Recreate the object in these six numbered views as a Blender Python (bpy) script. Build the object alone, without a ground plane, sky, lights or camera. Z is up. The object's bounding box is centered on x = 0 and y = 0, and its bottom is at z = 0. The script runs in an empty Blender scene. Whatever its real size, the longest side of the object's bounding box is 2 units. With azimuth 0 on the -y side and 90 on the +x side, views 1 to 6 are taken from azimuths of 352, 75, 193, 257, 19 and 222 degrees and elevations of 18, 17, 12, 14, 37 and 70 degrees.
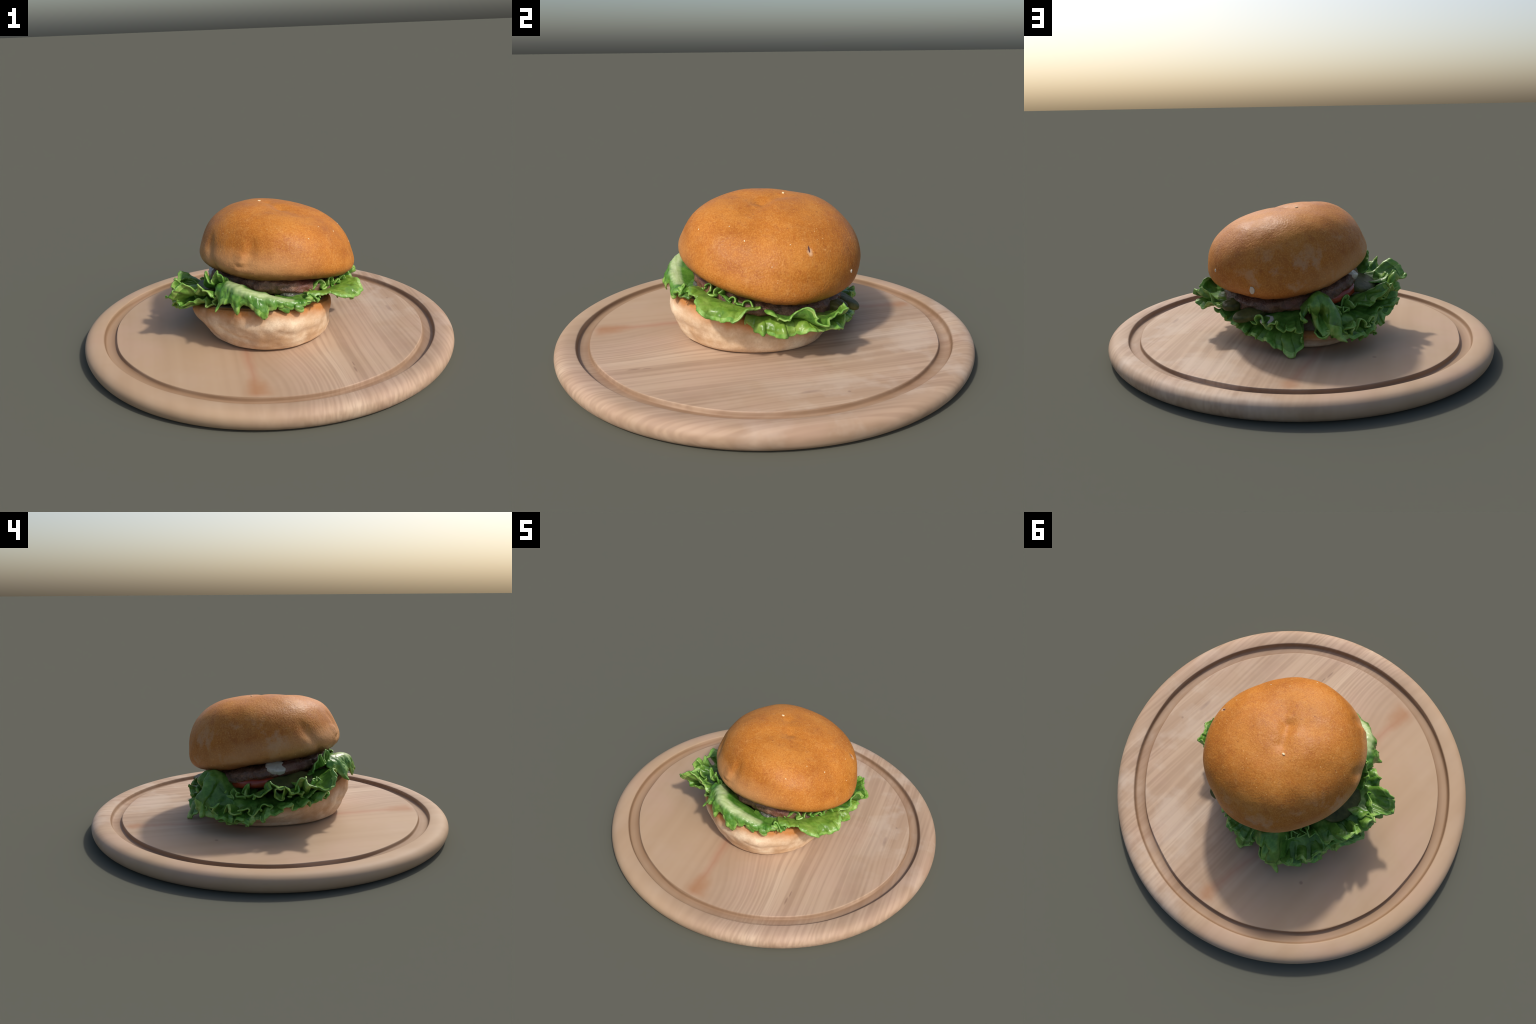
# A hamburger with ruffled lettuce standing on a round turned wooden board.
import bpy, bmesh, math, random
import numpy as np
from mathutils import Vector, noise

random.seed(7)
PI = math.pi


# ------------------------------------------------------------------ helpers
def smooth(x, a, b):
    t = np.clip((x - a) / (b - a), 0, 1)
    return t * t * (3 - 2 * t)


def cubic_open(ys, x):
    """Catmull-Rom through ys at 0..n-1, evaluated at x (array); ys may be vectors."""
    ys = np.asarray(ys, float)
    n = len(ys)
    i = np.clip(np.floor(x).astype(int), 0, n - 2)
    t = (x - i).reshape(-1, *([1] * (ys.ndim - 1)))
    p0, p1, p2, p3 = (ys[np.clip(i + k, 0, n - 1)] for k in (-1, 0, 1, 2))
    return 0.5 * (2 * p1 + (p2 - p0) * t + (2 * p0 - 5 * p1 + 4 * p2 - p3) * t ** 2 + (3 * p1 - p0 - 3 * p2 + p3) * t ** 3)


def cubic_loop(ys, x):
    ys = np.asarray(ys, float)
    n = len(ys)
    i = np.floor(x).astype(int)
    t = x - i
    p0, p1, p2, p3 = (ys[(i + k) % n] for k in (-1, 0, 1, 2))
    return 0.5 * (2 * p1 + (p2 - p0) * t + (2 * p0 - 5 * p1 + 4 * p2 - p3) * t ** 2 + (3 * p1 - p0 - 3 * p2 + p3) * t ** 3)


def fbm(p, scale, octaves=4, seed=0.0):
    """Fractal noise at each row of p, about -1..1."""
    off = Vector((seed * 3.1, seed * 7.7, seed * 1.3))
    return np.array([noise.fractal(Vector(q) * scale + off, 0.6, 2.0, octaves) for q in p])


def make_object(name, verts, faces, mats, parent=None, face_mat=None):
    me = bpy.data.meshes.new(name)
    me.from_pydata([tuple(v) for v in verts], [], faces)
    for m in (mats if isinstance(mats, (list, tuple)) else [mats]):
        me.materials.append(m)
    me.polygons.foreach_set("use_smooth", [True] * len(me.polygons))
    if face_mat is not None:
        me.polygons.foreach_set("material_index", face_mat)
    me.update()
    ob = bpy.data.objects.new(name, me)
    bpy.context.scene.collection.objects.link(ob)
    if parent:
        ob.parent = parent
    return ob


def grid_faces(rows, cols, loop=True):
    out = []
    for i in range(rows - 1):
        for j in range(cols if loop else cols - 1):
            k = (j + 1) % cols
            out.append((i * cols + j, i * cols + k, (i + 1) * cols + k, (i + 1) * cols + j))
    return out


def closed_body(name, P, mats, parent, top_first=True, face_mat=None):
    """P: rings x columns x 3 from one pole to the other; caps both ends."""
    R, C_ = P.shape[:2]
    verts = list(P.reshape(-1, 3)) + [P[0].mean(0), P[-1].mean(0)]
    faces = grid_faces(R, C_)
    a, b = R * C_, R * C_ + 1
    faces += [(a, (j + 1) % C_, j) for j in range(C_)]
    faces += [(b, (R - 1) * C_ + j, (R - 1) * C_ + (j + 1) % C_) for j in range(C_)]
    ob = make_object(name, verts, faces, mats, parent, face_mat)
    bm = bmesh.new()
    bm.from_mesh(ob.data)
    bmesh.ops.recalc_face_normals(bm, faces=bm.faces)
    bm.to_mesh(ob.data)
    bm.free()
    return ob


# ------------------------------------------------------------------ materials
class Mat:
    def __init__(self, name):
        self.m = bpy.data.materials.new(name)
        self.m.use_nodes = True
        self.t = self.m.node_tree
        self.n = self.t.nodes
        self.bsdf = self.n["Principled BSDF"]
        self.tc = self.n.new("ShaderNodeTexCoord")
        self.co = self.tc.outputs["Object"]

    def link(self, a, b):
        self.t.links.new(a, b)

    def mapping(self, scale=(1, 1, 1), loc=(0, 0, 0), rot=(0, 0, 0), src=None):
        m = self.n.new("ShaderNodeMapping")
        m.inputs["Scale"].default_value = scale
        m.inputs["Location"].default_value = loc
        m.inputs["Rotation"].default_value = rot
        self.link(src or self.co, m.inputs["Vector"])
        return m.outputs["Vector"]

    def noise(self, scale, detail=4, rough=0.55, vec=None, dist=0.0):
        t = self.n.new("ShaderNodeTexNoise")
        t.inputs["Scale"].default_value = scale
        t.inputs["Detail"].default_value = detail
        t.inputs["Roughness"].default_value = rough
        t.inputs["Distortion"].default_value = dist
        self.link(vec or self.co, t.inputs["Vector"])
        return t.outputs["Fac"]

    def voronoi(self, scale, vec=None, feature="F1"):
        t = self.n.new("ShaderNodeTexVoronoi")
        t.feature = feature
        t.inputs["Scale"].default_value = scale
        self.link(vec or self.co, t.inputs["Vector"])
        return t.outputs["Distance"]

    def ramp(self, fac, stops, interp="LINEAR"):
        r = self.n.new("ShaderNodeValToRGB")
        r.color_ramp.interpolation = interp
        e = r.color_ramp.elements
        while len(e) < len(stops):
            e.new(0.5)
        for k, (p, c) in zip(e, stops):
            k.position = p
            k.color = (*c, 1) if hasattr(c, "__len__") else (c, c, c, 1)
        self.link(fac, r.inputs["Fac"])
        return r.outputs["Color"]

    def mix(self, fac, a, b, kind="MIX"):
        x = self.n.new("ShaderNodeMix")
        x.data_type = "RGBA"
        x.blend_type = kind
        for sock, v in ((x.inputs["Factor"], fac), (x.inputs["A"], a), (x.inputs["B"], b)):
            if hasattr(v, "is_linked"):
                self.link(v, sock)
            elif hasattr(v, "__len__"):
                sock.default_value = (*v, 1)
            else:
                sock.default_value = v
        return x.outputs["Result"]

    def math(self, op, a, b=0.0, c=None, clamp=False):
        x = self.n.new("ShaderNodeMath")
        x.operation = op
        x.use_clamp = clamp
        for i, v in enumerate((a, b) if c is None else (a, b, c)):
            if hasattr(v, "is_linked"):
                self.link(v, x.inputs[i])
            else:
                x.inputs[i].default_value = v
        return x.outputs[0]

    def xyz(self, vec=None):
        s = self.n.new("ShaderNodeSeparateXYZ")
        self.link(vec or self.co, s.inputs[0])
        return s.outputs

    def spot(self, centre, radius, soft=0.5, warp=0.0, squash=(1, 1, 1)):
        """1 inside a soft ball at centre (object space), 0 outside."""
        v = self.mapping(scale=[q / radius for q in squash], loc=[-c * q / radius for c, q in zip(centre, squash)])
        l = self.n.new("ShaderNodeVectorMath")
        l.operation = "LENGTH"
        self.link(v, l.inputs[0])
        d = l.outputs["Value"]
        if warp:
            d = self.math("ADD", d, self.math("MULTIPLY", self.math("SUBTRACT", self.noise(1.6 / radius, 3), 0.5), warp))
        return self.ramp(d, [(max(0.0, (1 - soft)), 1.0), (1.0, 0.0)], "EASE")

    def finish(self, color, rough=0.6, bump=None, bump_strength=0.3, bump_dist=0.004, spec=0.5, **kw):
        b = self.bsdf
        if hasattr(color, "is_linked"):
            self.link(color, b.inputs["Base Color"])
        else:
            b.inputs["Base Color"].default_value = (*color, 1)
        if hasattr(rough, "is_linked"):
            self.link(rough, b.inputs["Roughness"])
        else:
            b.inputs["Roughness"].default_value = rough
        b.inputs["Specular IOR Level"].default_value = spec
        for k, v in kw.items():
            b.inputs[k.replace("_", " ")].default_value = v
        if bump is not None:
            n = self.n.new("ShaderNodeBump")
            n.inputs["Strength"].default_value = bump_strength
            n.inputs["Distance"].default_value = bump_dist
            self.link(bump, n.inputs["Height"])
            self.link(n.outputs["Normal"], b.inputs["Normal"])
        return self.m


def wood_material():
    m = Mat("pale_wood")
    x, y, z = m.xyz()
    # grain runs along y; lines wander slowly and bow out in the middle of the board
    wander = m.noise(1.3, 2, 0.5, m.mapping((0.9, 0.5, 0.5)))
    fine = m.noise(6.0, 3, 0.5, m.mapping((1.0, 0.35, 1.0)))
    # the flame figure: lines bow round a pale tongue in front of the middle
    tongue = m.math("MULTIPLY", m.spot((0.03, -0.75, 0.083), 0.42, 1.0, 0.0, (1.5, 0.8, 0.3)), 0.10)
    gx = m.math("ADD", x, m.math("MULTIPLY", m.math("SUBTRACT", wander, 0.5), 0.10))
    gx = m.math("SUBTRACT", gx, tongue)
    gx = m.math("ADD", gx, m.math("MULTIPLY", m.math("SUBTRACT", fine, 0.5), 0.006))
    comb = m.n.new("ShaderNodeCombineXYZ")
    m.link(gx, comb.inputs[0])
    m.link(m.math("MULTIPLY", y, 0.02), comb.inputs[1])
    m.link(m.math("MULTIPLY", z, 0.4), comb.inputs[2])
    g = comb.outputs[0]
    lines = m.noise(58.0, 1, 0.4, g)
    bands = m.noise(7.0, 3, 0.55, g)
    base = m.ramp(bands, [(0.30, (0.36, 0.235, 0.150)), (0.5, (0.445, 0.305, 0.203)), (0.70, (0.52, 0.375, 0.26))])
    dark = m.ramp(lines, [(0.38, 1.0), (0.55, 0.0)])
    pale = m.ramp(lines, [(0.52, 0.0), (0.66, 1.0)])
    # grain is strong right of the middle and faint on the plain board left of it
    strong = m.ramp(m.math("ADD", m.math("MULTIPLY", x, 0.5), 0.5), [(0.30, 0.10), (0.40, 0.40), (0.52, 0.55), (0.62, 0.9), (0.9, 0.8)])
    strong = m.math("MULTIPLY", strong, m.ramp(m.noise(3.0, 2), [(0.35, 0.35), (0.6, 1.0)]))
    col = m.mix(m.math("MULTIPLY", m.math("MULTIPLY", dark, strong), 0.5), base, (0.27, 0.17, 0.11))
    col = m.mix(m.math("MULTIPLY", m.math("MULTIPLY", pale, strong), 0.25), col, (0.56, 0.41, 0.29))
    warm = m.ramp(m.math("ADD", m.math("MULTIPLY", x, 0.5), 0.5), [(0.30, 1.0), (0.52, 0.0)])
    col = m.mix(m.math("MULTIPLY", warm, 0.7), col, (0.425, 0.285, 0.170))
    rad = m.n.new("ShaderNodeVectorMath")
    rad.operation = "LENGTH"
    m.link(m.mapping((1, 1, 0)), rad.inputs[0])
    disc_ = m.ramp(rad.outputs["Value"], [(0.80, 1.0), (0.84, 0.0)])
    # warm resin streak along the left third
    off = m.math("ADD", x, m.math("MULTIPLY", y, -0.055))
    off = m.math("ADD", off, m.math("MULTIPLY", m.math("SUBTRACT", m.noise(3.0, 2), 0.5), 0.09))
    streak = m.ramp(m.math("ABSOLUTE", m.math("ADD", off, 0.16)), [(0.0, 1.0), (0.014, 0.55), (0.04, 0.0)])
    col = m.mix(m.math("MULTIPLY", m.math("MULTIPLY", streak, disc_), 0.6), col, (0.36, 0.165, 0.095))
    for c, r, q in (((-0.170, -0.760, 0.083), 0.17, (1.9, 1, 1)), ((-0.108, 0.79, 0.083), 0.13, (1.8, 1, 1))):
        col = m.mix(m.math("MULTIPLY", m.math("MULTIPLY", m.spot(c, r, 0.8, 0.7, q), disc_), 0.8), col, (0.36, 0.18, 0.085))
    for c, r, q in (((0.742, 0.158, 0.083), 0.010, (1, 1, 1)), ((0.70, 0.012, 0.083), 0.06, (4.5, 1, 1)), ((0.306, -0.658, 0.083), 0.04, (5, 1, 1)), ((-0.431, 0.385, 0.083), 0.014, (1, 1, 1)), ((0.312, -0.60, 0.083), 0.03, (6, 1, 1))):
        col = m.mix(m.math("MULTIPLY", m.spot(c, r, 0.7, 0.4, q), 0.6), col, (0.20, 0.115, 0.08))
    # pinkish and whitish patches, most of them on the far right rim
    pale_patch = m.math("MULTIPLY", m.ramp(m.noise(5.0, 4), [(0.45, 0.0), (0.62, 1.0)]), m.ramp(m.math("ADD", m.math("MULTIPLY", m.math("ADD", x, m.math("MULTIPLY", y, 0.8)), 0.4), 0.5), [(0.62, 0.12), (0.85, 0.75)]))
    col = m.mix(m.math("MULTIPLY", pale_patch, 0.5), col, (0.60, 0.50, 0.41))
    pink = m.ramp(m.noise(3.1, 3), [(0.5, 0.0), (0.68, 1.0)])
    col = m.mix(m.math("MULTIPLY", pink, 0.35), col, (0.47, 0.305, 0.225))
    # shadow of the groove walls and floor, painted into the wood colour as brown
    groove_shade = m.ramp(rad.outputs["Value"], [(0.0, 0.0), (0.8350, 0.0), (0.8365, 1.0), (0.845, 0.8), (0.866, 0.45), (0.883, 0.5), (0.892, 0.95), (0.8970, 0.95), (0.8990, 0.0)])
    col = m.mix(m.math("MULTIPLY", groove_shade, 0.75), col, (0.20, 0.105, 0.048))
    bump = m.math("ADD", m.math("MULTIPLY", lines, strong), m.math("MULTIPLY", m.noise(90.0, 2), 0.15))
    return m.finish(col, 0.62, bump, 0.18, 0.004, spec=0.3)


def crust_material():
    m = Mat("bun_crust")
    big = m.noise(4.5, 4, 0.6)
    mid = m.noise(16.0, 5, 0.65)
    fine = m.noise(150.0, 2, 0.6)
    col = m.ramp(big, [(0.30, (0.37, 0.115, 0.012)), (0.5, (0.47, 0.160, 0.018)), (0.70, (0.54, 0.205, 0.030))])
    col = m.mix(m.ramp(mid, [(0.50, 0.0), (0.78, 0.5)]), col, (0.50, 0.22, 0.055))
    col = m.mix(m.ramp(m.noise(11.0, 4, 0.7), [(0.55, 0.0), (0.74, 0.65)]), col, (0.33, 0.085, 0.010))
    col = m.mix(m.ramp(m.noise(38.0, 4, 0.7), [(0.54, 0.0), (0.72, 0.55)]), col, (0.34, 0.090, 0.010))
    col = m.mix(m.ramp(m.noise(30.0, 4, 0.7, m.mapping(loc=(7, 3, 2))), [(0.56, 0.0), (0.74, 0.5)]), col, (0.58, 0.27, 0.075))
    # grain of the crust
    col = m.mix(m.ramp(fine, [(0.50, 0.0), (0.70, 0.50)]), col, (0.62, 0.29, 0.065))
    col = m.mix(m.ramp(fine, [(0.28, 0.45), (0.47, 0.0)]), col, (0.30, 0.085, 0.012))
    # flour dust: greyish pale patches on the far flank
    x, y, z = m.xyz()
    back = m.ramp(m.math("ADD", m.math("MULTIPLY", m.math("SUBTRACT", y, x), 0.8), 0.5), [(0.55, 0.0), (0.75, 1.0)])
    flour = m.math("MULTIPLY", back, m.ramp(m.noise(9.0, 5, 0.62), [(0.52, 0.0), (0.62, 0.75)]))
    # axis coordinate: height over the tilted cut face
    h = m.math("ADD", z, m.math("ADD", m.math("MULTIPLY", m.math("SUBTRACT", x, 0.06), 0.12), m.math("MULTIPLY", m.math("SUBTRACT", y, 0.015), 0.15)))
    low = m.ramp(m.math("ADD", h, m.math("MULTIPLY", m.math("SUBTRACT", m.noise(12.0, 3), 0.5), 0.05)), [(0.41, 1.0), (0.47, 0.8), (0.55, 0.0)])
    side = m.ramp(m.math("ADD", m.math("MULTIPLY", m.math("ADD", x, m.math("MULTIPLY", y, 0.35)), -0.8), 0.5), [(0.40, 0.10), (0.66, 1.0)])
    band = m.math("MULTIPLY", m.math("MULTIPLY", low, side), m.ramp(m.noise(3.4, 3), [(0.32, 0.4), (0.5, 1.0)]))
    flour = m.math("MULTIPLY", flour, m.ramp(h, [(0.57, 1.0), (0.68, 0.0)]))
    col = m.mix(m.math("MULTIPLY", flour, 0.65), col, (0.50, 0.33, 0.20))
    col = m.mix(m.math("MULTIPLY", band, 0.75), col, (0.58, 0.32, 0.14))
    # toasted line round the bottom edge
    edge = m.ramp(m.math("ADD", h, m.math("MULTIPLY", m.math("SUBTRACT", m.noise(22.0, 4, 0.7), 0.5), 0.05)), [(0.398, 1.0), (0.438, 0.0)])
    col = m.mix(m.math("MULTIPLY", edge, 0.75), col, (0.20, 0.055, 0.018))
    # pale bubbles, dark freckles
    v = m.voronoi(34.0)
    col = m.mix(m.math("MULTIPLY", m.ramp(v, [(0.05, 1.0), (0.11, 0.0)]), m.ramp(m.noise(6.0, 1), [(0.52, 0.0), (0.6, 0.8)])), col, (0.74, 0.47, 0.20))
    v2 = m.voronoi(27.0, m.mapping((1, 1, 1), (3.3, 1.7, 0.4)))
    col = m.mix(m.math("MULTIPLY", m.ramp(v2, [(0.06, 1.0), (0.13, 0.0)]), m.ramp(m.noise(5.0, 1, vec=m.mapping(loc=(5, 2, 1))), [(0.5, 0.0), (0.6, 0.6)])), col, (0.20, 0.06, 0.02))
    # small tear in the crust on the right flank, its pale lip, and a stain of flour
    col = m.mix(m.spot((0.418, 0.093, 0.574), 0.026, 0.8, 0.9, (1, 1.5, 1)), col, (0.66, 0.40, 0.22))
    col = m.mix(m.spot((0.414, 0.092, 0.584), 0.020, 0.4, 0.3, (1, 3.6, 1)), col, (0.12, 0.05, 0.045))
    bump = m.math("ADD", m.math("MULTIPLY", m.noise(95.0, 3, 0.6), 0.5), m.math("MULTIPLY", mid, 0.8))
    rough = m.ramp(m.noise(9.0, 4), [(0.35, 0.42), (0.65, 0.60)])
    return m.finish(col, rough, bump, 0.5, 0.007, spec=0.28)


def crumb_material():
    m = Mat("pale_bread")
    x, y, z = m.xyz()
    n1 = m.noise(7.0, 5, 0.62)
    col = m.ramp(n1, [(0.28, (0.48, 0.29, 0.15)), (0.47, (0.68, 0.48, 0.31)), (0.66, (0.86, 0.69, 0.49))])
    toast = m.ramp(m.noise(5.0, 4, 0.6, m.mapping(loc=(2, 1, 4))), [(0.52, 0.0), (0.66, 0.6)])
    col = m.mix(toast, col, (0.56, 0.33, 0.16))
    rim = m.math("ADD", z, m.math("MULTIPLY", m.math("ADD", m.math("MULTIPLY", x, 0.04), m.math("MULTIPLY", y, 0.19)), 1.0))
    rim = m.math("ADD", rim, m.math("MULTIPLY", m.math("SUBTRACT", m.noise(10.0, 4), 0.5), 0.07))
    rr = m.ramp(rim, [(0.165, 0.0), (0.222, 1.0)])
    col = m.mix(m.math("MULTIPLY", rr, m.ramp(m.noise(6.0, 3), [(0.34, 0.45), (0.50, 1.0)])), col, (0.50, 0.20, 0.055))
    col = m.mix(m.ramp(m.noise(120.0, 2), [(0.45, 0.0), (0.8, 0.3)]), col, (0.50, 0.31, 0.19))
    bump = m.math("ADD", m.math("MULTIPLY", m.noise(130.0, 2), 0.3), m.noise(18.0, 4))
    return m.finish(col, 0.72, bump, 0.35, 0.007, spec=0.25)


def cut_material():
    m = Mat("bread_cut_face")
    col = m.ramp(m.noise(30.0, 4), [(0.3, (0.40, 0.24, 0.12)), (0.7, (0.62, 0.45, 0.28))])
    return m.finish(col, 0.8, m.noise(70.0, 4), 0.6, 0.01, spec=0.2)


def meat_material():
    m = Mat("grilled_meat")
    col = m.ramp(m.noise(22.0, 5, 0.7), [(0.28, (0.045, 0.020, 0.012)), (0.5, (0.14, 0.066, 0.036)), (0.72, (0.27, 0.14, 0.078))])
    red = m.ramp(m.noise(6.0, 3, vec=m.mapping(loc=(1, 4, 2))), [(0.5, 0.0), (0.68, 0.6)])
    col = m.mix(red, col, (0.20, 0.045, 0.035))
    return m.finish(col, m.ramp(m.noise(30.0, 3), [(0.35, 0.22), (0.7, 0.6)]), m.noise(60.0, 4, 0.7), 0.7, 0.012, spec=0.6)


def plain(name, stops, scale, rough=0.4, bump=0.2, spec=0.5, **kw):
    m = Mat(name)
    n = m.noise(scale, 4, 0.6)
    return m.finish(m.ramp(n, stops), rough, m.noise(scale * 4, 3), bump, 0.006, spec=spec, **kw)


def leaf_material(name, dark, mid, light, rib=()):
    m = Mat(name)
    n1 = m.noise(14.0, 5, 0.65)
    col = m.ramp(n1, [(0.30, dark), (0.50, mid), (0.66, light)])
    vein = m.voronoi(15.0, m.mapping((1, 1, 1.0)), "DISTANCE_TO_EDGE")
    col = m.mix(m.ramp(vein, [(0.0, 0.2), (0.06, 0.0)]), col, light)
    col = m.mix(m.ramp(m.noise(5.0, 2, vec=m.mapping(loc=(4, 4, 1))), [(0.55, 0.0), (0.72, 0.4)]), col, (0.24, 0.36, 0.06))
    bump = m.math("ADD", m.math("MULTIPLY", vein, 0.8), m.noise(28.0, 3))
    if rib:  # pale fleshy midrib, fading into the green
        pale = None
        for i, c in enumerate(cubic_open(rib, np.linspace(0, len(rib) - 1, 15))):  # tapering to the right
            k = m.spot(tuple(float(q) for q in c), 0.054 - 0.0016 * i, 0.7, 0.12)
            pale = k if pale is None else m.math("MAXIMUM", pale, k)
        streak = m.noise(20.0, 4, 0.6, m.mapping((0.3, 2.0, 2.0), rot=(0, 0.35, 0)))
        tone = m.ramp(streak, [(0.30, (0.30, 0.42, 0.14)), (0.5, (0.45, 0.56, 0.25)), (0.72, (0.60, 0.68, 0.40))])
        col = m.mix(pale, col, tone)
    m.finish(col, 0.33, bump, 0.45, 0.009, spec=0.5)
    out = m.n["Material Output"]
    tr = m.n.new("ShaderNodeBsdfTranslucent")
    m.link(col, tr.inputs["Color"])
    mx = m.n.new("ShaderNodeMixShader")
    mx.inputs["Fac"].default_value = 0.15
    m.link(m.bsdf.outputs[0], mx.inputs[1])
    m.link(tr.outputs[0], mx.inputs[2])
    m.link(mx.outputs[0], out.inputs["Surface"])
    return m.m


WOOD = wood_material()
CRUST = crust_material()
BREAD = crumb_material()
CUT = cut_material()
MEAT = meat_material()
TOMATO = plain("tomato_flesh", [(0.3, (0.20, 0.020, 0.007)), (0.7, (0.32, 0.045, 0.014))], 14, 0.25)  # red darkened to match the shade cast on the slice under the bun
PICKLE = plain("pickle_skin", [(0.3, (0.028, 0.034, 0.008)), (0.5, (0.066, 0.070, 0.016)), (0.72, (0.13, 0.12, 0.035))], 18, 0.5, 0.3, 0.25)
ONION = plain("sliced_onion", [(0.3, (0.025, 0.028, 0.02)), (0.7, (0.11, 0.115, 0.085))], 25, 0.3, 0.5)
SAUCE = plain("white_sauce", [(0.3, (0.50, 0.44, 0.35)), (0.7, (0.66, 0.60, 0.50))], 8, 0.25, 0.1)
SEED = plain("sesame_seed", [(0.3, (0.72, 0.50, 0.24)), (0.7, (0.86, 0.70, 0.44))], 60, 0.5, 0.1)
LEAF = leaf_material("lettuce_green", (0.035, 0.120, 0.014), (0.095, 0.235, 0.028), (0.20, 0.37, 0.065))
LEAF_LIGHT = leaf_material("lettuce_light_green", (0.09, 0.21, 0.020), (0.17, 0.31, 0.035), (0.28, 0.42, 0.075))
LEAF_RIM = plain("lettuce_rim", [(0.35, (0.10, 0.26, 0.030)), (0.52, (0.20, 0.38, 0.065)), (0.72, (0.38, 0.50, 0.15))], 25, 0.4, 0.2)
LEAF_RIB = leaf_material("lettuce_ribbed", (0.035, 0.125, 0.014), (0.085, 0.24, 0.026), (0.17, 0.35, 0.055), rib=[(-0.22, -0.31, 0.44), (-0.19, -0.385, 0.44), (-0.145, -0.40, 0.43), (-0.10, -0.415, 0.415), (-0.05, -0.42, 0.395), (0.0, -0.42, 0.375), (0.045, -0.415, 0.365)])


# ------------------------------------------------------------------ the board
def build_board():
    profile = [  # radius, height: from the underside, round the rim, into the groove, to the flat middle
        (0.0, 0.0), (0.6, 0.0), (0.93, 0.0), (0.966, 0.001), (0.985, 0.013), (0.996, 0.031), (0.9995, 0.052), (0.993, 0.072),
        (0.974, 0.087), (0.950, 0.0925), (0.925, 0.0925), (0.906, 0.0905), (0.8985, 0.0880), (0.8955, 0.0800), (0.8925, 0.0700),
        (0.886, 0.0635), (0.872, 0.0610), (0.856, 0.0610), (0.844, 0.0620), (0.8385, 0.0660), (0.8362, 0.0780), (0.8340, 0.0820), (0.828, 0.0828),
        (0.78, 0.0828), (0.70, 0.0826), (0.5, 0.0825), (0.25, 0.0825), (0.05, 0.0825)]
    n = 256
    th = np.arange(n) * 2 * PI / n
    prof = np.array(profile)
    # refine the profile a little for round edges
    x = np.linspace(0, len(prof) - 1, (len(prof) - 1) * 3 + 1)
    prof = cubic_open(prof, x)
    prof[:, 1] = np.clip(prof[:, 1], 0, None)
    prof = prof[1:]
    ring = []
    wob = 0.0035 * np.sin(3 * th + 0.6) + 0.002 * np.sin(7 * th + 2.0) + 0.0018 * np.sin(13 * th + 1.0)
    for r, z in prof:
        w = float(smooth(np.array([r]), 0.7, 0.82)[0] * (1 - smooth(np.array([r]), 0.87, 0.93)[0]))
        w2 = float(smooth(np.array([r]), 0.9, 0.99)[0])
        rr = r + w * wob + w2 * 0.0012 * np.sin(5 * th)
        ring.append(np.stack([rr * np.cos(th), rr * np.sin(th), np.full(n, z)], -1))
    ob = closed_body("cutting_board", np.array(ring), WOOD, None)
    ob["label"] = "round pale wooden serving board with juice groove"
    ob["category"] = "cutting board"
    return ob


build_board()

burger = bpy.data.objects.new("hamburger", None)
burger.empty_display_size = 0.1
bpy.context.scene.collection.objects.link(burger)
burger["label"] = "hamburger with glossy bun, ruffled lettuce, patty, tomato, pickles"
burger["category"] = "hamburger"

# ------------------------------------------------------------------ top bun
BUN_C = np.array([0.06, 0.015, 0.53])
n_ = np.array([0.12, 0.15, 1.0])
n_ /= np.linalg.norm(n_)
ax_ = np.array([1.0, 0, 0]) - n_ * n_[0]
ax_ /= np.linalg.norm(ax_)
BUN_F = np.stack([ax_, np.cross(n_, ax_), n_])  # rows: the bun's own axes

# distance from the bun's centre, every 15 degrees down from its pole (rows) and every 30 degrees round (columns)
BUN_R = [
    [0.212] * 12,
    [0.218, 0.222, 0.224, 0.225, 0.224, 0.222, 0.219, 0.216, 0.211, 0.209, 0.209, 0.213],
    [0.235, 0.245, 0.251, 0.255, 0.254, 0.247, 0.242, 0.235, 0.223, 0.216, 0.214, 0.221],
    [0.268, 0.284, 0.296, 0.304, 0.302, 0.289, 0.280, 0.272, 0.256, 0.248, 0.242, 0.246],
    [0.314, 0.337, 0.352, 0.356, 0.360, 0.340, 0.325, 0.321, 0.308, 0.305, 0.287, 0.284],
    [0.367, 0.390, 0.403, 0.400, 0.402, 0.382, 0.369, 0.367, 0.363, 0.369, 0.352, 0.338],
    [0.409, 0.419, 0.426, 0.430, 0.422, 0.402, 0.398, 0.395, 0.399, 0.406, 0.402, 0.392],
    [0.433, 0.418, 0.410, 0.438, 0.426, 0.400, 0.406, 0.415, 0.424, 0.416, 0.416, 0.420],
    [0.318, 0.288, 0.276, 0.310, 0.310, 0.280, 0.288, 0.310, 0.325, 0.309, 0.302, 0.312],
    [0.222, 0.212, 0.204, 0.218, 0.221, 0.208, 0.208, 0.218, 0.222, 0.213, 0.205, 0.214],
    [0.172] * 12,
    [0.154] * 12,
    [0.148] * 12,
]


def bun_radius(a, th):
    """a: angle from the pole, th: azimuth (arrays of one length)."""
    u = np.degrees(a) / 15.0
    cols = (np.degrees(th) / 30.0) % 12
    rows = [cubic_loop(r, cols) for r in BUN_R]
    return np.take_along_axis(np.array([cubic_open(np.array(rows)[:, k], u[k:k + 1])[0] for k in range(len(a))]).reshape(1, -1), np.arange(len(a)).reshape(1, -1), 1)[0]


def bump_at(P, centre, size, height):
    """Gaussian height at centre; size may differ along x, y, z."""
    d = (P - np.array(centre)) / np.array(size)
    return height * np.exp(-(d ** 2).sum(-1))


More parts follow.
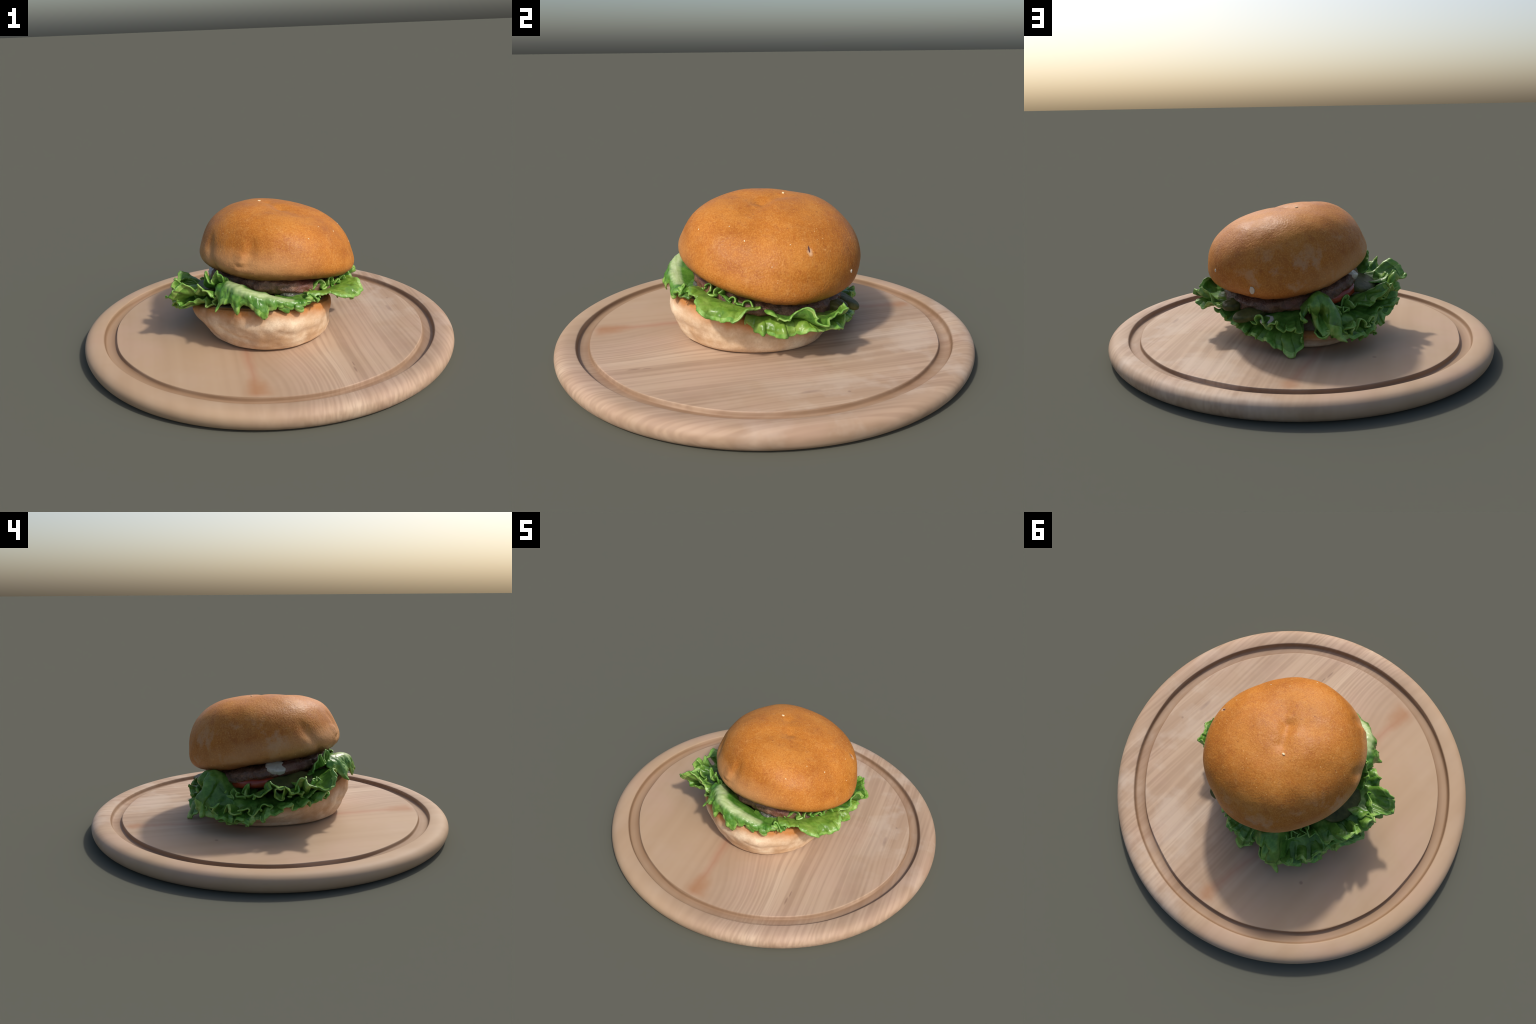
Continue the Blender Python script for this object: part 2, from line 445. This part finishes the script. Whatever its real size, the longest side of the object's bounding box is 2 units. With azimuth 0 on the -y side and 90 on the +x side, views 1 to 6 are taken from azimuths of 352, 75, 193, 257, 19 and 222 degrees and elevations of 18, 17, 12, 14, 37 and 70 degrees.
def line_valley(P, a, b, width, depth):
    a, b = np.array(a), np.array(b)
    t = np.clip(((P - a) @ (b - a)) / ((b - a) @ (b - a)), 0, 1)
    d = np.linalg.norm(P - (a + t[:, None] * (b - a)), axis=1)
    return -depth * np.exp(-(d / width) ** 2)


def build_top_bun():
    na, nt = 130, 220
    al = np.linspace(0.02, PI - 0.02, na)
    th = np.arange(nt) * 2 * PI / nt
    A, T = np.meshgrid(al, th, indexing="ij")
    table = np.array(BUN_R)
    cols = np.array([cubic_loop(r, np.degrees(th) / 30.0) for r in table])  # 13 x nt
    Rr = cubic_open(cols, np.degrees(al) / 15.0)
    s = np.sin(A)
    D = np.stack([np.cos(T) * s, np.sin(T) * s, np.cos(A)], -1).reshape(-1, 3) @ BUN_F
    P = BUN_C + D * Rr.reshape(-1, 1)
    # soft lumps and a crease across the crown
    h = 0.004 * fbm(P, 4.5, 2, 1.0) + 0.0008 * fbm(P, 14.0, 2, 2.0)
    h += line_valley(P, (0.03, 0.07, 0.745), (0.085, -0.03, 0.735), 0.035, 0.012)
    h += line_valley(P, (0.085, -0.03, 0.735), (0.17, -0.10, 0.70), 0.05, 0.008)
    h += bump_at(P, (0.108, -0.062, 0.724), (0.02, 0.02, 0.02), 0.004)
    # pinched fold on the front left, with a bulge beside it
    h += line_valley(P, (-0.115, -0.30, 0.63), (-0.125, -0.345, 0.545), 0.024, 0.012)
    h += bump_at(P, (-0.175, -0.32, 0.570), (0.028, 0.028, 0.030), 0.005)
    h += 0.007 * fbm(P, 34.0, 3, 6.0) * np.exp(-(np.linalg.norm(P - np.array((-0.165, -0.335, 0.565)), axis=1) / 0.06) ** 2)
    h += line_valley(P, (-0.19, -0.335, 0.530), (-0.13, -0.35, 0.528), 0.012, 0.010)
    h += line_valley(P, (-0.10, -0.36, 0.45), (-0.02, -0.39, 0.445), 0.012, 0.008)
    # dents on the left flank
    h += line_valley(P, (-0.29, -0.10, 0.61), (-0.33, -0.17, 0.54), 0.030, 0.009)
    h += bump_at(P, (-0.32, -0.08, 0.55), (0.04, 0.04, 0.03), 0.002)
    h += line_valley(P, (-0.30, -0.20, 0.50), (-0.27, -0.22, 0.44), 0.025, 0.012)
    # rough lip of the cut edge
    k = np.abs(((P - BUN_C) @ n_) + 0.135)
    h += 0.006 * np.exp(-(k / 0.02) ** 2) * fbm(P, 26.0, 3, 5.0)
    # tear on the right flank
    h += line_valley(P, (0.415, 0.098, 0.592), (0.415, 0.088, 0.574), 0.007, 0.006)
    P = P + D * h[:, None]
    fm = []
    for i in range(na - 1):
        fm += [1 if al[i] > math.radians(128) else 0] * nt
    fm += [0] * nt + [1] * nt
    return closed_body("bun_top", P.reshape(na, nt, 3), [CRUST, CUT], burger, face_mat=fm)


bun_top = build_top_bun()


# ------------------------------------------------------------------ bottom bun
def build_bottom_bun():
    r115 = [0.310, 0.308, 0.298, 0.328, 0.372, 0.364, 0.352, 0.378, 0.402, 0.400, 0.362, 0.324]
    r200 = [0.312, 0.328, 0.325, 0.345, 0.405, 0.425, 0.420, 0.436, 0.455, 0.450, 0.396, 0.330]
    rrim = [0.315, 0.330, 0.330, 0.340, 0.400, 0.425, 0.428, 0.442, 0.452, 0.436, 0.392, 0.335]
    zrim = [0.240, 0.210, 0.180, 0.170, 0.180, 0.205, 0.232, 0.282, 0.318, 0.315, 0.295, 0.255]
    nt = 220
    th = np.arange(nt) * 2 * PI / nt
    c = np.degrees(th) / 30.0
    a, b, r, zr = (cubic_loop(q, c) for q in (r115, r200, rrim, zrim))
    zb = 0.083
    mid = np.minimum(b, r + 0.02)
    stations = [  # radius, height from the foot up over the rim and in to the middle
        (0.10 * a, zb + 0 * a), (0.5 * a, zb + 0 * a), (0.80 * a, zb + 0 * a), (0.91 * a, zb + 0.002), (0.975 * a, zb + 0.014), (1.01 * a, zb + 0.034),
        (0.5 * (a + mid) + 0.004, zb + 0.25 * (zr - zb) + 0.03), (mid, zb + 0.62 * (zr - zb)), (r + 0.004, zb + 0.86 * (zr - zb)), (r - 0.006, zr - 0.003),
        (r - 0.022, zr + 0.002), (r - 0.05, zr + 0.003), (0.6 * r, 0.5 * zr + 0.5 * 0.25), (0.25 * r, 0.25 + 0 * r), (0.05 * r, 0.25 + 0 * r)]
    ctrl = np.array([np.stack([0.02 + p * np.cos(th), p * np.sin(th), q + 0 * th], -1) for p, q in stations])
    u = np.linspace(0, len(stations) - 1, 100)
    P = cubic_open(ctrl, u)
    flat = P.reshape(-1, 3)
    flat[:, 2] = np.maximum(flat[:, 2], zb - 0.002)
    out = flat - np.array([0.02, 0, 0.2])
    out[:, 2] *= 0.4
    out /= np.linalg.norm(out, axis=1)[:, None] + 1e-9
    w = np.clip((flat[:, 2] - zb) / 0.03, 0, 1)
    h = 0.006 * fbm(flat, 5.0, 3, 3.0) + 0.003 * fbm(flat, 17.0, 4, 4.0)
    # slack wrinkles running round the front
    h += line_valley(flat, (-0.30, -0.31, 0.20), (-0.14, -0.40, 0.145), 0.014, 0.008)
    h += line_valley(flat, (0.02, -0.43, 0.20), (0.16, -0.37, 0.19), 0.016, 0.007)
    h += line_valley(flat, (-0.35, -0.22, 0.26), (-0.29, -0.22, 0.13), 0.016, 0.010)
    h += line_valley(flat, (-0.10, -0.43, 0.28), (-0.02, -0.44, 0.21), 0.016, 0.007)
    flat += out * (h * w)[:, None]
    fm = []
    for i in range(99):
        fm += [1 if u[i] > 10.5 else 0] * nt
    fm += [0] * nt + [1] * nt
    return closed_body("bun_bottom", flat.reshape(100, nt, 3), [BREAD, CUT], burger, face_mat=fm)


build_bottom_bun()


# ------------------------------------------------------------------ fillings
def disc(name, centre, normal, rx, ry, thick, mat, lump=0.0, seed=0.0, spin=0.0, n=120, rings=26, edge=0.5):
    """A slice with a rounded edge, lumpy if asked."""
    c = np.array(centre, float)
    nn = np.array(normal, float)
    nn /= np.linalg.norm(nn)
    up = np.array([1.0, 0, 0]) if abs(nn[0]) < 0.9 else np.array([0, 1.0, 0])
    e1 = up - nn * (up @ nn)
    e1 /= np.linalg.norm(e1)
    e2 = np.cross(nn, e1)
    ca, sa = math.cos(spin), math.sin(spin)
    e1, e2 = e1 * ca + e2 * sa, e2 * ca - e1 * sa
    a = np.linspace(0.06, PI - 0.06, rings)
    p = 2 / 5.0
    rho = np.sin(a) ** p
    zz = np.sign(np.cos(a)) * np.abs(np.cos(a)) ** (0.9 * edge + 0.2) * thick / 2
    th = np.arange(n) * 2 * PI / n
    P = c + rho[:, None, None] * (rx * np.cos(th)[None, :, None] * e1 + ry * np.sin(th)[None, :, None] * e2) + zz[:, None, None] * nn
    if lump:
        f = P.reshape(-1, 3)
        d = f - c
        d /= np.linalg.norm(d, axis=1)[:, None]
        h = lump * (fbm(f, 11.0, 3, seed) + 0.6 * fbm(f, 28.0, 3, seed + 1))
        P = (f + d * h[:, None]).reshape(P.shape)
    return closed_body(name, P, mat, burger)


TILT = (0.13, 0.155, 1.0)
disc("patty", (0.050, 0.004, 0.343), TILT, 0.352, 0.352, 0.098, MEAT, 0.012, 11.0, n=200, rings=50)
disc("tomato_slice", (-0.110, 0.030, 0.308), (0.11, 0.08, 1.0), 0.200, 0.235, 0.070, TOMATO, 0.003, 13.0)
disc("pickle_slice", (-0.315, -0.03, 0.335), (-0.25, 0.10, 1.0), 0.085, 0.125, 0.034, PICKLE, 0.004, 14.0)
disc("pickle_slice", (0.180, 0.350, 0.250), (0.10, 0.30, 1.0), 0.085, 0.048, 0.036, PICKLE, 0.003, 15.0, spin=0.4)
disc("pickle_slice", (0.290, 0.270, 0.272), (0.10, 0.20, 1.0), 0.052, 0.050, 0.040, PICKLE, 0.003, 16.0, spin=0.2)
disc("onion_piece", (0.085, -0.318, 0.358), (0.1, -0.5, 1.0), 0.066, 0.036, 0.034, ONION, 0.012, 17.0)
disc("onion_piece", (0.085, 0.375, 0.232), (0.1, 0.5, 1.0), 0.038, 0.032, 0.026, SAUCE, 0.006, 18.0)
disc("sauce_drip", (-0.268, 0.028, 0.398), (-0.6, 0.0, 1.0), 0.046, 0.060, 0.040, SAUCE, 0.008, 19.0)

# ------------------------------------------------------------------ lettuce
def leaf(name, columns, ruffle=0.012, waves=9.0, thick=0.011, mat=LEAF, rim=LEAF_RIM, seed=1.0, fine=0.005, root=None, rise=None, pits=(), start=0.2):
    """A ruffled sheet. columns: (azimuth, mid radius, mid height, edge radius, edge height) from one side to the other;
    it starts hidden between the fillings (root radius, height) and bends over the mid point to the free edge."""
    cl = []
    for az, mr, mz, er, ez in columns:
        a = math.radians(az)
        d = np.array([math.cos(a), math.sin(a)])
        x0, y0 = d * 0.27
        rr, rz = root if root else (0.27, 0.30 - 0.10 * x0 - 0.13 * y0)
        if rise:  # root lies behind and below the fold
            rr, rz = rise[0], mz + rise[1]
        cl.append([[*(d * rr), rz], [*(d * mr), mz], [*(d * er), ez]])
    cl = np.array(cl)  # columns x 3 x 3
    span = abs(columns[-1][0] - columns[0][0])
    nu, nv = int(span * 3.6) + 12, 30
    u = np.linspace(0, len(cl) - 1, nu)
    G = cubic_open(cl, u)
    v = np.linspace(0, 1, nv)
    r, m, e = G[:, 0:1], G[:, 1:2], G[:, 2:3]
    V = v[None, :, None]
    c = 2 * m - 0.5 * (r + e)  # quadratic through the mid point
    P = (1 - V) ** 2 * r + 2 * V * (1 - V) * c + V ** 2 * e
    du = np.gradient(P, axis=0)
    dv = np.gradient(P, axis=1)
    N = np.cross(du, dv)
    N /= np.linalg.norm(N, axis=2)[:, :, None] + 1e-9
    az = np.interp(u, np.arange(len(columns)), [q[0] for q in columns])
    ph = np.radians(az) * waves * 4.0
    f = P.reshape(-1, 3)
    jit = fbm(f, 5.0, 2, seed).reshape(nu, nv)
    th = ph[:, None] + 2.6 * jit + seed
    amp = (smooth(v, start, 1.0) ** 1.3)[None, :]
    Tn = du / (np.linalg.norm(du, axis=2)[:, :, None] + 1e-9)
    # overhanging waves: the margin swings up and down and also sideways, so crests curl over
    P = P + N * (ruffle * (np.sin(th) + 0.35 * np.sin(2.1 * th + seed)) * amp)[:, :, None]
    P = P - Tn * (0.75 * ruffle * np.sin(2 * th + 0.5) * amp)[:, :, None]
    P = P + N * (fine * fbm(f, 16.0, 3, seed + 3).reshape(nu, nv) * smooth(v, start - 0.1, 0.8)[None, :])[:, :, None]
    th2 = 3.4 * th + 3.0 * fbm(P.reshape(-1, 3), 9.0, 2, seed + 7).reshape(nu, nv)
    P = P + N * (0.30 * ruffle * np.sin(th2) * smooth(v, 0.6, 1.0)[None, :])[:, :, None]
    # lobed edge: stretch the last part of each column
    tooth = 0.55 * ruffle * np.cos(th[:, -1] * 1.0 + 0.8) + 0.010 * fbm(P[:, -1], 16.0, 3, seed + 5)
    dirn = P[:, -1] - P[:, -5]
    dirn /= np.linalg.norm(dirn, axis=1)[:, None] + 1e-9
    P = P + dirn[:, None, :] * tooth[:, None, None] * (smooth(v, 0.6, 1.0)[None, :, None])
    # hollows between the curls: push the sheet in, swell it a little all round
    for c, size, depth in pits:
        q = P - np.array(c)
        dd = np.linalg.norm(q, axis=2) / size
        inward = -P * np.array([1, 1, 0]) / (np.linalg.norm(P[:, :, :2], axis=2)[:, :, None] + 1e-9)
        P = P + inward * (depth * np.exp(-dd ** 2) - 0.22 * depth * np.exp(-((dd - 1.6) / 0.5) ** 2))[:, :, None]
    # two skins make the thickness; thinner at the margin
    du, dv = np.gradient(P, axis=0), np.gradient(P, axis=1)
    N = np.cross(du, dv)
    N /= np.linalg.norm(N, axis=2)[:, :, None] + 1e-9
    half = thick * 0.5 * (1 - 0.45 * smooth(v, 0.75, 1.0))[None, :, None]
    up, dn = P + N * half, P - N * half
    nV = nu * nv
    verts = np.concatenate([up.reshape(-1, 3), dn.reshape(-1, 3)])
    verts[:, 2] = np.maximum(verts[:, 2], 0.084)
    faces, fm = [], []
    for i in range(nu - 1):
        for j in range(nv - 1):
            a0, b0, c0, d0 = i * nv + j, i * nv + j + 1, (i + 1) * nv + j + 1, (i + 1) * nv + j
            faces.append((a0, d0, c0, b0))
            faces.append((nV + a0, nV + b0, nV + c0, nV + d0))
            k = 1 if j >= nv - 4 else 0
            fm += [k, k]
    for i in range(nu - 1):
        for j, flip in ((nv - 1, 0), (0, 1)):
            q = (i * nv + j, (i + 1) * nv + j, nV + (i + 1) * nv + j, nV + i * nv + j)
            faces.append(q if not flip else q[::-1])
            fm.append(0 if flip else 1)
    for j in range(nv - 1):
        for i, flip in ((0, 0), (nu - 1, 1)):
            q = (i * nv + j, i * nv + j + 1, nV + i * nv + j + 1, nV + i * nv + j)
            faces.append(q if not flip else q[::-1])
            fm.append(1)
    ob = make_object(name, verts, faces, [mat, rim], burger, fm)
    bm = bmesh.new()
    bm.from_mesh(ob.data)
    bmesh.ops.recalc_face_normals(bm, faces=bm.faces)
    bm.to_mesh(ob.data)
    bm.free()
    return ob


PITS = [((-0.176, 0.395, 0.257), 0.045, 0.085), ((-0.300, 0.300, 0.245), 0.045, 0.065), ((-0.405, 0.100, 0.285), 0.036, 0.065), ((-0.475, -0.035, 0.280), 0.036, 0.055)]

# left: tall curled lobes reaching far out
leaf("lettuce_leaf", [
    (184, .37, .335, .45, .34), (190, .40, .33, .48, .365), (195, .42, .325, .55, .33), (198, .43, .325, .575, .33), (200, .43, .33, .57, .365), (201.8, .425, .335, .56, .395), (204, .42, .34, .545, .400),
    (206.5, .41, .345, .510, .415), (208.7, .39, .345, .465, .380), (211, .39, .355, .448, .405), (213.2, .39, .36, .450, .430), (216, .38, .36, .445, .395), (219.5, .37, .365, .43, .365), (224, .36, .37, .41, .37)], 0.010, 8, seed=1.3)
leaf("lettuce_leaf", [
    (202, .35, .36, .385, .39), (206, .345, .37, .395, .425), (210, .345, .385, .388, .468), (213, .34, .385, .405, .43), (217, .335, .39, .385, .445), (221, .34, .40, .372, .480), (226, .34, .40, .362, .455), (231, .335, .39, .37, .41)], 0.010, 8, seed=1.9)
leaf("lettuce_leaf", [
    (178, .39, .30, .45, .31), (186, .40, .31, .475, .30), (194, .42, .31, .50, .315), (200, .42, .315, .52, .305), (206, .40, .315, .48, .33), (213, .375, .31, .43, .315), (220, .36, .32, .405, .33), (228, .35, .335, .39, .34)],
    0.018, 7.5, seed=2.1)
# front: one leaf folded over its pale rib, its green margin hanging in points
leaf("lettuce_leaf", [
    (220, .355, .41, .385, .385), (224, .365, .422, .42, .37), (228.5, .38, .432, .478, .312), (231, .385, .434, .458, .35), (236, .40, .435, .455, .36), (240, .42, .434, .462, .34), (242.5, .425, .432, .468, .316), (245.5, .428, .427, .455, .362),
    (251, .428, .414, .462, .352), (256, .427, .403, .476, .318), (259.5, .425, .397, .474, .292), (263, .424, .392, .45, .35), (270, .421, .376, .45, .335), (277, .42, .362, .452, .33), (284, .415, .355, .452, .338), (292, .41, .352, .452, .350)], 0.006, 9, mat=LEAF_RIB, seed=3.2, rise=(0.31, -0.045), fine=0.009, start=0.55)
# front right of the rib: small ruffle
leaf("lettuce_leaf", [
    (268, .39, .355, .43, .345), (274, .40, .35, .44, .33), (281, .41, .35, .45, .325), (286, .40, .355, .445, .35), (289, .39, .36, .43, .395), (293, .40, .36, .468, .352), (298, .39, .36, .43, .36)],
    0.013, 9, seed=4.4, root=(0.24, 0.345))
# front right: broad, smooth, drooping
leaf("lettuce_leaf", [
    (291, .38, .37, .42, .362), (297, .385, .365, .435, .362), (304, .40, .36, .45, .360), (310, .42, .355, .485, .338), (316, .43, .35, .518, .322), (321, .43, .345, .505, .303), (327, .43, .34, .515, .308), (332, .42, .335, .522, .318),
    (335, .415, .335, .508, .345), (338, .41, .335, .488, .362), (344, .39, .33, .45, .345)], 0.007, 6, mat=LEAF_LIGHT, seed=5.5, fine=0.008)
leaf("lettuce_leaf", [(298, .33, .365, .37, .385), (305, .34, .365, .385, .395), (311, .35, .36, .40, .365), (317, .35, .36, .40, .395), (323, .35, .35, .40, .355), (330, .36, .34, .41, .365), (338, .36, .335, .42, .345)], 0.014, 9, seed=6.1)
# right: drooping skirt with curls above it
leaf("lettuce_leaf", [
    (-26, .37, .29, .40, .25), (-18, .385, .28, .42, .235), (-10, .40, .275, .45, .215), (-3, .41, .275, .465, .225), (3, .41, .275, .475, .225), (9, .42, .275, .49, .245), (15, .43, .275, .515, .245), (21, .43, .27, .53, .245),
    (27, .42, .265, .53, .24), (32, .40, .26, .49, .265), (38, .37, .255, .44, .25)], 0.010, 7, mat=LEAF_LIGHT, seed=7.3, fine=0.008)
leaf("lettuce_leaf", [
    (-14, .37, .31, .41, .31), (-6, .40, .30, .455, .305), (1, .42, .29, .48, .32), (7, .43, .29, .507, .345), (11, .44, .28, .53, .305), (15, .45, .275, .56, .300), (21, .45, .275, .535, .31), (26, .43, .27, .530, .345), (30, .41, .26, .50, .31),
    (35, .39, .255, .46, .285), (41, .37, .25, .42, .26)], 0.014, 7.5, seed=8.2)
# far right: low drape to the board
leaf("lettuce_leaf", [
    (30, .37, .24, .455, .235), (38, .36, .23, .435, .205), (46, .355, .22, .42, .185), (55, .35, .21, .41, .168), (64, .35, .20, .415, .155), (73, .355, .195, .425, .148), (82, .365, .195, .435, .135), (89, .38, .195, .455, .112), (95, .39, .19, .463, .088),
    (100, .385, .19, .460, .12), (104, .37, .20, .445, .17)], 0.014, 8, seed=9.4)
leaf("lettuce_leaf", [(52, .34, .235, .39, .225), (60, .35, .24, .40, .25), (67, .36, .24, .42, .225), (74, .37, .24, .43, .25), (82, .38, .24, .445, .215), (88, .385, .235, .45, .235), (94, .38, .23, .455, .205), (101, .37, .235, .445, .215)], 0.016, 8.5, seed=10.7)
# back left: tall arched leaf
leaf("lettuce_leaf", [
    (102, .385, .29, .41, .25), (106, .395, .33, .415, .285), (110, .40, .36, .425, .26), (114, .405, .375, .455, .215), (117, .405, .365, .512, .188), (121, .405, .34, .508, .18), (126, .40, .27, .508, .168),
    (133, .385, .215, .485, .152), (140, .38, .205, .475, .148), (146, .38, .205, .482, .152), (152, .37, .205, .46, .16)], 0.018, 8, seed=11.5, root=(0.25, 0.28), pits=PITS)
# left: rings of curled margin over a lower lobed skirt
leaf("lettuce_leaf", [
    (122, .33, .22, .37, .235), (130, .32, .23, .365, .275), (138, .31, .24, .35, .265), (145, .30, .25, .34, .295), (149, .30, .25, .36, .305), (154, .33, .26, .41, .255), (159, .36, .295, .445, .305), (163, .375, .315, .472, .345), (166, .38, .32, .484, .362), (170, .38, .31, .475, .342),
    (174.5, .38, .28, .458, .28), (179, .385, .285, .492, .335), (183, .39, .29, .508, .368), (187, .39, .29, .506, .370), (190.5, .385, .285, .475, .355), (194, .385, .29, .468, .376), (198, .38, .29, .465, .35), (203, .37, .29, .44, .33)], 0.022, 8.5, seed=12.8, root=(0.24, 0.26), pits=PITS)
leaf("lettuce_leaf", [
    (112, .40, .20, .44, .20), (118, .42, .20, .49, .215), (124, .42, .20, .485, .185), (130, .41, .20, .495, .215), (137, .40, .20, .465, .19), (144, .40, .205, .48, .225), (151, .39, .21, .455, .20), (158, .385, .22, .46, .235), (165, .38, .225, .45, .22)],
    0.022, 8.5, seed=15.2, root=(0.28, 0.22), pits=PITS[:2])
leaf("lettuce_leaf", [
    (134, .37, .22, .478, .15), (141, .37, .22, .475, .145), (147, .37, .22, .478, .165), (152, .37, .22, .468, .14), (157, .38, .22, .468, .185), (162, .38, .225, .463, .155), (167, .385, .235, .485, .215), (173, .395, .245, .505, .235), (179, .405, .255, .512, .25),
    (185, .41, .265, .510, .245), (191, .41, .27, .503, .265), (194.5, .41, .275, .545, .285), (201, .40, .285, .51, .285)], 0.016, 8, seed=13.9, root=(0.25, 0.25), pits=PITS)


# ------------------------------------------------------------------ crumbs on the crown
def ray_to_bun(direction):
    d = np.array(direction, float)
    d /= np.linalg.norm(d)
    o = BUN_C + d * 0.8
    hit, loc, nor, _ = bun_top.ray_cast(Vector(o), Vector(-d))
    return np.array(loc), np.array(nor)


SPECKS = [  # direction from the bun centre, size
    ((-0.070, 0.086, 0.211), 0.009), ((0.30, -0.20, 0.10), 0.0045), ((0.42, -0.10, 0.0), 0.0035), ((0.35, 0.0, 0.08), 0.003), ((0.10, -0.34, 0.11), 0.004), ((0.20, -0.25, 0.15), 0.003)]
for d, s in SPECKS:
    loc, nor = ray_to_bun(d)
    k = np.cross(nor, [0.3, 0.8, 0.1])
    disc("sesame_crumb", loc + nor * s * 0.1, nor, s, s * 0.6, s * 0.8, SEED, s * 0.2, s * 900, n=14, rings=9, spin=s * 700)
for d, s in (((0.085, 0.41, -0.138), 0.020), ((0.30, 0.29, -0.075), 0.006)):
    loc, nor = ray_to_bun(d)
    disc("sauce_smear", loc + nor * 0.001, nor, s * 0.75, s * 1.2, 0.006, SAUCE, 0.006, 30.0 + s, n=40, rings=12)
